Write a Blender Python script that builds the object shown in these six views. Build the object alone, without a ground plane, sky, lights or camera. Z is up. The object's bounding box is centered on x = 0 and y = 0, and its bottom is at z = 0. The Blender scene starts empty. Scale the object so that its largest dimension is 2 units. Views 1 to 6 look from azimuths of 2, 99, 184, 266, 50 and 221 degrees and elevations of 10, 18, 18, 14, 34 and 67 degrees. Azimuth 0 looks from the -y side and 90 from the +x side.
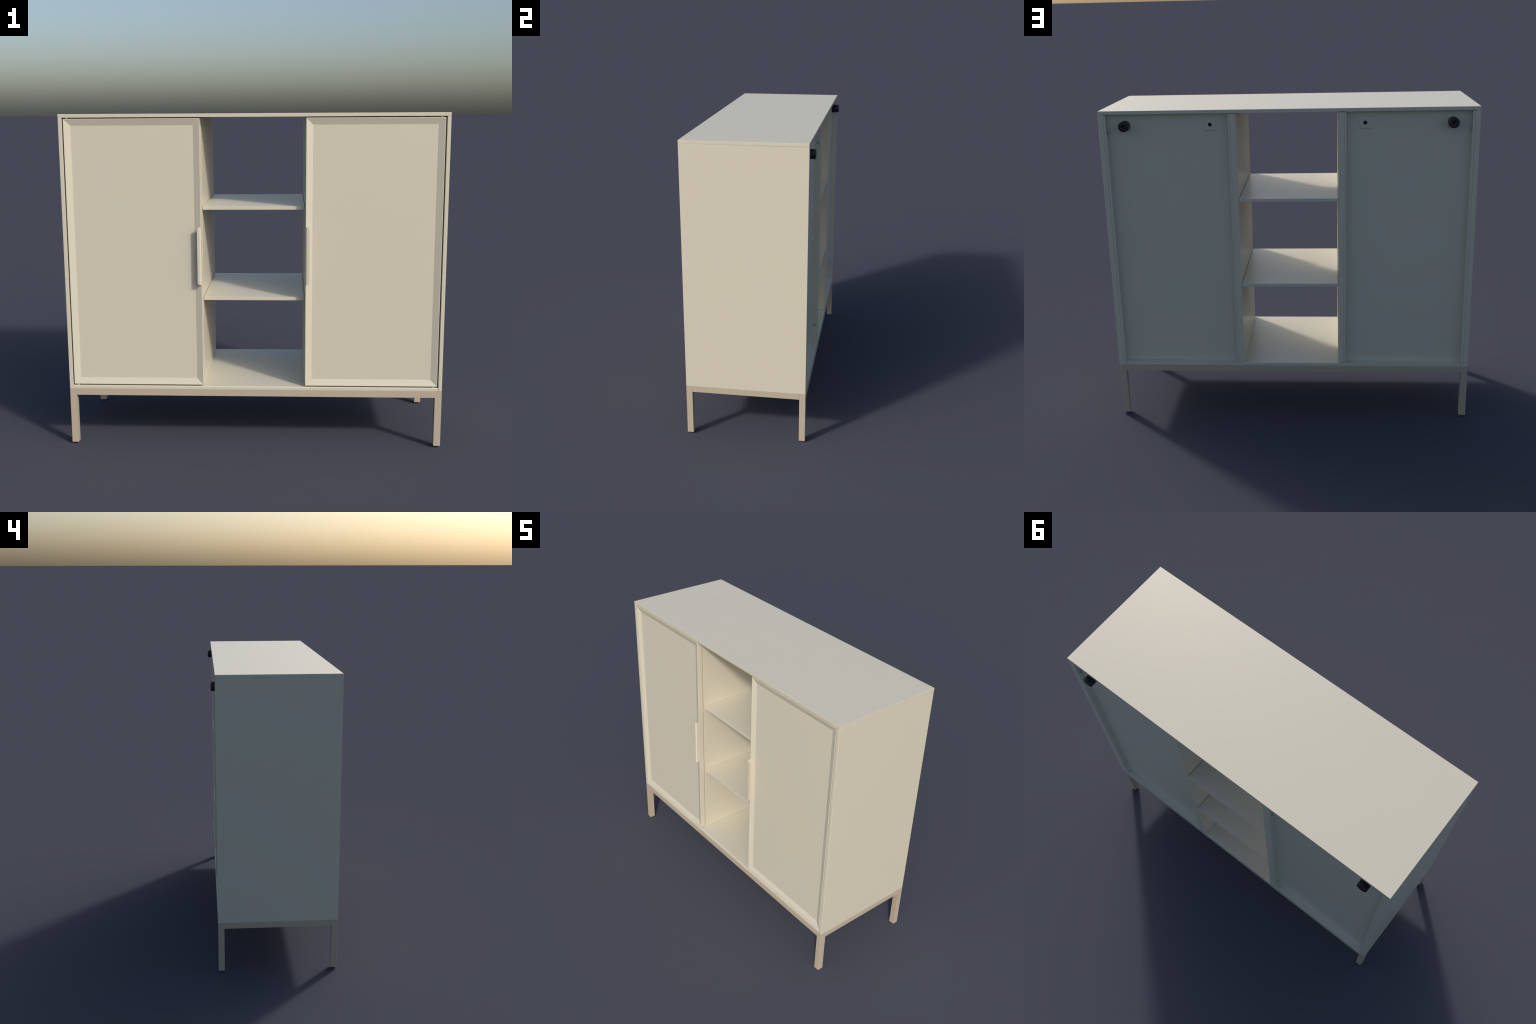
import bpy, bmesh, math
from mathutils import Vector

# ------------------------------------------------------------------ sizes
W = 0.9997         # half width of the carcass
WL = 1.0           # half width over the legs
YF, YB = -0.3543, 0.3548       # front and back of the carcass
Z_TOP, Z_SLAB = 1.7787, 1.7603  # top board
Z_FLOOR, Z_BASE = 0.3325, 0.3142  # bottom board
T_SIDE = 0.0193    # side panel thickness
X_DIV0, X_DIV1 = 0.2688, 0.2994   # divider, inner and outer face
Y_DIV = -0.3135    # divider front edge
X_FLANGE = 0.3101  # back tray flange beside the divider
Y_BACK = 0.3208    # recessed back panel surface
LEG = 0.0360
Z_LEG = 0.0080
Z_RAIL = 0.2783

# ------------------------------------------------------------------ materials
def material(name, rgb, rough, spec=0.5, metallic=0.0, mottle=0.02, bump=0.0, scale=6.0):
    m = bpy.data.materials.new(name)
    m.use_nodes = True
    nt = m.node_tree
    nt.nodes.clear()
    out = nt.nodes.new('ShaderNodeOutputMaterial')
    b = nt.nodes.new('ShaderNodeBsdfPrincipled')
    nt.links.new(b.outputs['BSDF'], out.inputs['Surface'])
    tc = nt.nodes.new('ShaderNodeTexCoord')
    nz = nt.nodes.new('ShaderNodeTexNoise')
    nz.inputs['Scale'].default_value = scale
    nz.inputs['Detail'].default_value = 4.0
    nt.links.new(tc.outputs['Object'], nz.inputs['Vector'])
    ramp = nt.nodes.new('ShaderNodeValToRGB')
    lo = [max(0.0, c * (1 - mottle)) for c in rgb]
    hi = [min(1.0, c * (1 + mottle)) for c in rgb]
    ramp.color_ramp.elements[0].position = 0.3
    ramp.color_ramp.elements[1].position = 0.7
    ramp.color_ramp.elements[0].color = (*lo, 1)
    ramp.color_ramp.elements[1].color = (*hi, 1)
    nt.links.new(nz.outputs['Fac'], ramp.inputs['Fac'])
    nt.links.new(ramp.outputs['Color'], b.inputs['Base Color'])
    b.inputs['Roughness'].default_value = rough
    b.inputs['Specular IOR Level'].default_value = spec
    b.inputs['Metallic'].default_value = metallic
    if bump > 0:
        fine = nt.nodes.new('ShaderNodeTexNoise')
        fine.inputs['Scale'].default_value = 420.0
        fine.inputs['Detail'].default_value = 2.0
        nt.links.new(tc.outputs['Object'], fine.inputs['Vector'])
        bp = nt.nodes.new('ShaderNodeBump')
        bp.inputs['Strength'].default_value = bump
        bp.inputs['Distance'].default_value = 0.0008
        nt.links.new(fine.outputs['Fac'], bp.inputs['Height'])
        nt.links.new(bp.outputs['Normal'], b.inputs['Normal'])
    return m

CREAM = material('cream_powder_coat', (0.606, 0.570, 0.462), 0.37, mottle=0.003)
FRAME = material('beige_steel_coat', (0.470, 0.401, 0.305), 0.45, mottle=0.008)
RUBBER = material('black_rubber', (0.006, 0.006, 0.007), 0.40, mottle=0.1)
STEEL = material('zinc_screw', (0.42, 0.47, 0.53), 0.30, metallic=1.0, mottle=0.05)

# ------------------------------------------------------------------ helpers
root = bpy.data.objects.new('sideboard_cabinet', None)
bpy.context.scene.collection.objects.link(root)
root['label'] = 'cream metal sideboard with two doors and open shelves'
root['category'] = 'sideboard'

def harden(ob):
    """big flat faces keep their own normal, only the rounded arrises shade softly"""
    wn = ob.modifiers.new('weighted_normal', 'WEIGHTED_NORMAL')
    wn.mode = 'FACE_AREA'
    wn.weight = 100
    wn.keep_sharp = True

def add(name, bm, mat, parent=root, smooth=None):
    bmesh.ops.recalc_face_normals(bm, faces=bm.faces)
    me = bpy.data.meshes.new(name)
    bm.to_mesh(me)
    bm.free()
    me.materials.append(mat)
    if smooth is not None:
        me.polygons.foreach_set('use_smooth', [True] * len(me.polygons))
        me.set_sharp_from_angle(angle=math.radians(smooth))
    ob = bpy.data.objects.new(name, me)
    bpy.context.scene.collection.objects.link(ob)
    ob.parent = parent
    if smooth is not None:
        harden(ob)
    return ob

def mirror(ob, name=None, parent=None):
    """a mirrored twin (left / right) with its own mesh"""
    bm = bmesh.new()
    bm.from_mesh(ob.data)
    for v in bm.verts:
        v.co.x = -v.co.x
    bmesh.ops.reverse_faces(bm, faces=bm.faces)
    me = bpy.data.meshes.new(ob.data.name)
    bm.to_mesh(me)
    bm.free()
    me.materials.append(ob.data.materials[0])
    tw = bpy.data.objects.new(name or ob.name.split('.')[0], me)
    bpy.context.scene.collection.objects.link(tw)
    tw.parent = parent or ob.parent
    if ob.modifiers:
        harden(tw)
    return tw

def prism(profile, lo, hi, axis='z'):
    """extrude a closed 2D profile along an axis"""
    bm = bmesh.new()
    def at(p, t):
        a, b = p
        return {'z': (a, b, t), 'x': (t, a, b), 'y': (a, t, b)}[axis]
    v0 = [bm.verts.new(at(p, lo)) for p in profile]
    v1 = [bm.verts.new(at(p, hi)) for p in profile]
    n = len(profile)
    bm.faces.new(v0)
    bm.faces.new(v1)
    for i in range(n):
        bm.faces.new((v0[i], v0[(i + 1) % n], v1[(i + 1) % n], v1[i]))
    bmesh.ops.recalc_face_normals(bm, faces=bm.faces)
    return bm

def box(x0, x1, y0, y1, z0, z1):
    return prism([(x0, y0), (x1, y0), (x1, y1), (x0, y1)], z0, z1)

def round_edges(bm, r, seg=2, pick=None):
    es = [e for e in bm.edges if len(e.link_faces) == 2 and e.calc_face_angle(0) > 0.5
          and (pick is None or pick((e.verts[0].co + e.verts[1].co) / 2,
                                    (e.verts[1].co - e.verts[0].co).normalized()))]
    bmesh.ops.bevel(bm, geom=es, offset=r, segments=seg, profile=0.5, affect='EDGES', clamp_overlap=True)
    return bm

def carve(ob, cutters, smooth=None):
    """subtract solids from an object, result baked into its mesh"""
    col = bpy.context.scene.collection
    for bm in cutters:
        bmesh.ops.recalc_face_normals(bm, faces=bm.faces)
        me = bpy.data.meshes.new('cutter')
        bm.to_mesh(me)
        bm.free()
        cut = bpy.data.objects.new('cutter', me)
        col.objects.link(cut)
        md = ob.modifiers.new('cut', 'BOOLEAN')
        md.operation, md.solver, md.object = 'DIFFERENCE', 'EXACT', cut
        bpy.context.view_layer.update()
        dg = bpy.context.evaluated_depsgraph_get()
        new = bpy.data.meshes.new_from_object(ob.evaluated_get(dg))
        ob.modifiers.remove(md)
        ob.data = new
        bpy.data.objects.remove(cut)
        bpy.data.meshes.remove(me)
    if smooth is not None:
        ob.data.polygons.foreach_set('use_smooth', [True] * len(ob.data.polygons))
        ob.data.set_sharp_from_angle(angle=math.radians(smooth))
        harden(ob)

def lathe(profile, n=40, axis='y'):
    """turn (radius, height) pairs round an axis"""
    bm = bmesh.new()
    rings = []
    for r, h in profile:
        ring = []
        for i in range(n):
            a = 2 * math.pi * i / n
            c, s = r * math.cos(a), r * math.sin(a)
            ring.append(bm.verts.new({'y': (c, h, s), 'z': (c, s, h), 'x': (h, c, s)}[axis]))
        rings.append(ring)
    for a, b in zip(rings, rings[1:]):
        for i in range(n):
            bm.faces.new((a[i], a[(i + 1) % n], b[(i + 1) % n], b[i]))
    bm.faces.new(rings[0])
    bm.faces.new(rings[-1])
    return bm

def move(bm, d):
    bmesh.ops.translate(bm, verts=bm.verts, vec=Vector(d))
    return bm

def rounded_rect(x0, x1, z0, z1, r, n=5):
    pts = []
    for cx, cz, a0 in ((x1 - r, z1 - r, 0), (x0 + r, z1 - r, 90), (x0 + r, z0 + r, 180), (x1 - r, z0 + r, 270)):
        for k in range(n):
            a = math.radians(a0 + 90 * k / (n - 1))
            pts.append((cx + r * math.cos(a), cz + r * math.sin(a)))
    return pts

def loft(rings):
    """rings of equal vertex count, closed with caps"""
    bm = bmesh.new()
    vs = [[bm.verts.new(p) for p in ring] for ring in rings]
    for a, b in zip(vs, vs[1:]):
        n = len(a)
        for i in range(n):
            bm.faces.new((a[i], a[(i + 1) % n], b[(i + 1) % n], b[i]))
    bm.faces.new(vs[0])
    bm.faces.new(vs[-1])
    return bm

# ------------------------------------------------------------------ carcass
# the top is a folded sheet: over the open bay its underside is hollow behind the front and back lips
top = add('top_panel', round_edges(box(-W, W, YF, YB, Z_SLAB, Z_TOP), 0.0011, 3), CREAM)
carve(top, [box(-0.2684, 0.2684, YF + 0.0180, YB - 0.0180, Z_SLAB - 0.02, Z_TOP - 0.0110)], smooth=50)

# side panel: a folded sheet, thin at the front with a return flange at the back
xi = W - T_SIDE
X_FOLD = 0.9736    # seam between the side panel and the back tray
side_profile = [(xi, YF), (W, YF), (W, YB), (X_FOLD + 0.0003, YB), (X_FOLD + 0.0003, Y_BACK - 0.004), (xi, Y_BACK - 0.004)]
bm = prism(side_profile, Z_BASE + 0.0003, Z_SLAB - 0.0003)
round_edges(bm, 0.0017, 4, lambda c, d: abs(c.x - W) < 1e-4 or abs(c.y - YF) < 1e-4)
# the foot of the return flange fills the notch beside the bottom board
foot = box(0.9614, X_FOLD + 0.002, Y_BACK - 0.004, YB - 0.0001, Z_BASE + 0.0003, Z_FLOOR + 0.0009)
me = bpy.data.meshes.new('foot')
foot.to_mesh(me)
foot.free()
bm.from_mesh(me)
bpy.data.meshes.remove(me)
right_side = add('side_panel', bm, CREAM, smooth=50)
mirror(right_side)

# bottom board, soft rounded front and back arrises, notched round the back flanges
xb, xn = xi - 0.0014, 0.9600
floor_profile = [(-xb, YF + 0.0004), (xb, YF + 0.0004), (xb, Y_BACK - 0.006), (xn, Y_BACK - 0.006),
                 (xn, YB - 0.0004), (-xn, YB - 0.0004), (-xn, Y_BACK - 0.006), (-xb, Y_BACK - 0.006)]
bm = prism(floor_profile, Z_BASE + 0.0004, Z_FLOOR)
round_edges(bm, 0.0050, 5, lambda c, d: abs(d.x) > 0.9 and c.z > 0.33 and (c.y < -0.3 or c.y > 0.34))
add('bottom_panel', bm, CREAM, smooth=50)

# dividers
bm = box(X_DIV0, X_DIV1, Y_DIV, YB - 0.0004, Z_FLOOR + 0.0012, Z_SLAB - 0.0030)
round_edges(bm, 0.0011, 3)
mirror(add('divider', bm, CREAM, smooth=50))

# shelves
for zt in (1.2990, 0.8145):
    bm = box(-0.2668, 0.2668, -0.3060, YB - 0.0006, zt - 0.0180, zt)
    add('shelf', round_edges(bm, 0.0014, 3), CREAM, smooth=50)

# ------------------------------------------------------------------ back panels
# each is a shallow tray: a recessed sheet with folded walls at the sides, foot and head
TRAY_X0, TRAY_X1, TRAY_IN = X_DIV1 + 0.0004, X_FOLD - 0.0002, 0.9606
TRAY_Z0, TRAY_Z1 = Z_FLOOR + 0.0013, Z_SLAB - 0.0030
HOLE_X, HOLE_Z = 0.4097, 1.6975

def merge(ob, parts):
    bm = bmesh.new()
    bm.from_mesh(ob.data)
    for p in parts:
        me = bpy.data.meshes.new('piece')
        p.to_mesh(me)
        p.free()
        bm.from_mesh(me)
        bpy.data.meshes.remove(me)
    bm.to_mesh(ob.data)
    bm.free()
    ob.data.polygons.foreach_set('use_smooth', [True] * len(ob.data.polygons))
    ob.data.set_sharp_from_angle(angle=math.radians(50))
    harden(ob)

def wall(xa, xb, x_inner):
    """side wall of the tray, its upper inner corner and back arrises rounded"""
    bm = box(xa, xb, Y_BACK - 0.002, YB - 0.0004, TRAY_Z0, TRAY_Z1)
    round_edges(bm, 0.0040, 5, lambda c, d: abs(d.y) > 0.9 and abs(c.x - x_inner) < 1e-4 and c.z > 1.0)
    round_edges(bm, 0.0005, 3, lambda c, d: abs(d.z) > 0.9 and c.y > YB - 0.002)
    return bm

for s in (1, -1):
    xa, xb = sorted((s * (TRAY_X0 + 0.001), s * (TRAY_X1 - 0.001)))
    back = add('back_panel', box(xa, xb, Y_BACK - 0.003, Y_BACK, TRAY_Z0 + 0.001, TRAY_Z1 - 0.001), CREAM)
    def hole_cutter():
        return move(lathe([(0.0101, 0.25), (0.0101, 0.40)], 28), (s * HOLE_X, 0, HOLE_Z))
    carve(back, [hole_cutter()])
    wa = wall(*sorted((s * TRAY_X0, s * X_FLANGE)), s * X_FLANGE)
    wb = wall(*sorted((s * TRAY_IN, s * TRAY_X1)), s * TRAY_IN)
    fa, fb = sorted((s * (X_FLANGE - 0.004), s * (TRAY_IN + 0.004)))
    foot = box(fa, fb, Y_BACK - 0.0015, YB - 0.0010, TRAY_Z0, TRAY_Z0 + 0.0022)
    head = box(fa, fb, Y_BACK - 0.0015, Y_BACK + 0.0150, Z_SLAB - 0.0065, Z_SLAB - 0.0006)
    merge(back, [wa, wb, foot, head])

    # raised square mounting plates, one with an open hole, one with a rubber bumper
    for xc, zc, kind in ((HOLE_X, HOLE_Z, 'hole'), (0.8635, 1.6975, 'bumper')):
        h, c, d = 0.0348, 0.0072, 0.0056
        rings = []
        for inset, y, r in ((0, Y_BACK - 0.001, 0.006), (0, Y_BACK + 0.0003, 0.006), (c, Y_BACK + d, 0.002)):
            k = h - inset
            rings.append([(s * xc + a, y, zc + b) for a, b in rounded_rect(-k, k, -k, k, r)])
        plate = add('mounting_plate', loft(rings), CREAM, parent=back)
        if kind == 'hole':
            carve(plate, [hole_cutter()], smooth=35)
        else:
            plate.data.polygons.foreach_set('use_smooth', [True] * len(plate.data.polygons))
            plate.data.set_sharp_from_angle(angle=math.radians(35))
            harden(plate)
            # rubber wall bumper
            y0, y1, R = Y_BACK + d - 0.001, 0.3770, 0.0276
            prof = [(R, y0), (R, y1 - 0.0060)]
            for k in range(1, 7):
                a = math.radians(90 * k / 6)
                prof.append((R - 0.0060 + 0.0060 * math.cos(a), y1 - 0.0060 + 0.0060 * math.sin(a)))
            prof += [(0.0110, y1), (0.0100, y1 - 0.0006), (0.0062, y1 - 0.0036), (0.0052, y1 - 0.0140)]
            bm = move(lathe(prof, 48), (s * xc, 0, zc))
            add('rubber_bumper', bm, RUBBER, parent=back, smooth=40)

# screws on the inner walls of the back recesses
def screw(x, y, z, side):
    R = 0.0078
    prof = [(R, -0.001), (R, 0.0010)]
    for k in range(1, 6):
        a = math.radians(75 * k / 5)
        prof.append((R * math.cos(a), 0.0010 + 0.0042 * math.sin(a)))
    prof += [(0.0026, 0.0022), (0.0010, 0.0015)]
    bm = lathe([(r, h * side) for r, h in prof], 24, axis='x')
    return add('screw', move(bm, (x, y, z)), STEEL, smooth=40)

for z in (1.6592, 0.4620):
    for s in (1, -1):
        screw(s * X_FLANGE, 0.3375, z, s)
        screw(s * TRAY_IN, 0.3375, z, -s)

# ------------------------------------------------------------------ doors
DX0, DX1, DZ0, DZ1 = 0.2716, 0.9742, 0.3388, 1.7552
DY0, DY1, DYP = -0.3526, -0.3180, -0.3418
def door_ring(inset, y, r):
    return [(a, y, b) for a, b in rounded_rect(DX0 + inset, DX1 - inset, DZ0 + inset, DZ1 - inset, r)]
rings = [door_ring(0.0010, DY1, 0.0025), door_ring(0.0, DY1 - 0.0010, 0.0035)]
RIM = 0.0022
for k in range(8):
    a = math.radians(90 * k / 7)
    rings.append(door_ring(RIM * (1 - math.cos(a)), DY0 + RIM * (1 - math.sin(a)), 0.0035 - RIM * 0.8 * (1 - math.cos(a))))
rings += [door_ring(0.0029, DY0 + 0.0001, 0.0012), door_ring(0.0355, DYP, 0.0004)]
bm = loft(rings)
door = add('door', bm, CREAM, smooth=15)
door_l = mirror(door)

# door handle: folded strip, a side leaf on the door edge and a lip over the door face
def fold(x_out, x_free, y_back, y_front, t, r):
    """closed L-shaped cross-section with a rounded fold"""
    outer, inner = [(x_out, y_back)], [(x_out + t, y_back)]
    for k in range(7):
        a = math.radians(180 + 90 * k / 6)
        outer.append((x_out + r + r * math.cos(a), y_front + r + r * math.sin(a)))
        inner.append((x_out + r + (r - t) * math.cos(a), y_front + r + (r - t) * math.sin(a)))
    outer.append((x_free, y_front))
    inner.append((x_free, y_front + t))
    return outer, inner

def handle_mesh():
    HZ0, HZ1, XF, R = 0.8938, 1.1985, 0.2913, 0.0115
    outer, inner = fold(0.2700, XF, -0.3405, -0.3768, 0.0030, 0.0100)
    bm = bmesh.new()
    # the lip narrows in a quarter circle at both ends: rows of z with their own free edge
    rows = []
    for k in range(9):
        a = math.radians(90 * k / 8)
        rows.append((HZ0 + R - R * math.cos(a), max(XF - R + R * math.sin(a), 0.2805)))
    rows += [(HZ0 + HZ1 - z, x) for z, x in reversed(rows)]
    loops = []
    for z, xf in rows:
        loop = outer + list(reversed(inner))
        loops.append([bm.verts.new((min(x, xf) if abs(x - XF) < 1e-6 else x, y, z)) for x, y in loop])
    for a, b in zip(loops, loops[1:]):
        n = len(a)
        for i in range(n):
            bm.faces.new((a[i], a[(i + 1) % n], b[(i + 1) % n], b[i]))
    bm.faces.new(loops[0])
    bm.faces.new(loops[-1])
    return bm

handle = add('handle', handle_mesh(), CREAM, parent=door, smooth=35)
mirror(handle, parent=door_l)

# pivot pins in the gaps above and below each door
for s, d in ((1, door), (-1, door_l)):
    for z0, z1 in ((DZ1 - 0.002, Z_SLAB + 0.001), (Z_FLOOR - 0.001, DZ0 + 0.002)):
        bm = lathe([(0.0045, z0), (0.0045, z1)], 20, axis='z')
        add('hinge_pin', move(bm, (s * 0.9548, DY0 + 0.0075, 0)), CREAM, parent=d, smooth=40)

# ------------------------------------------------------------------ base frame
YLF, YLB = YF, YB
def leg(x_sign, y_out, y_in):
    xa, xb_ = sorted((x_sign * WL, x_sign * (WL - LEG)))
    ya, yb_ = sorted((y_out, y_in))
    bm = box(xa, xb_, ya, yb_, Z_LEG, Z_BASE)
    round_edges(bm, 0.0016, 3, lambda c, d: abs(d.z) > 0.9 and abs(abs(c.x) - WL) < 1e-4 and abs(c.y - y_out) < 1e-4)
    ob = add('leg', bm, FRAME, smooth=50)
    xc, yc = (xa + xb_) / 2, (ya + yb_) / 2
    g_ = lathe([(0.0105, 0.0), (0.0120, 0.0015), (0.0120, Z_LEG + 0.001)], 28, axis='z')
    add('foot_glide', move(g_, (xc, yc, 0)), RUBBER, parent=ob, smooth=50)
    return ob

for s in (1, -1):
    leg(s, YLF, YLF + LEG)
    leg(s, YLB, YLB - LEG)

# front and back rails butt flush between the legs, side rails show a fine seam
for ya, yb_ in ((YLF, YLF + LEG), (YLB - LEG, YLB)):
    add('rail', box(-WL + LEG, WL - LEG, ya, yb_, Z_RAIL, Z_BASE), FRAME)
for s in (1, -1):
    xa, xb_ = sorted((s * (WL - 0.0004), s * (WL - LEG)))
    bm = box(xa, xb_, YLF + LEG + 0.0003, YLB - LEG - 0.0003, Z_RAIL, Z_BASE)
    add('rail', round_edges(bm, 0.0008, 2), FRAME, smooth=50)
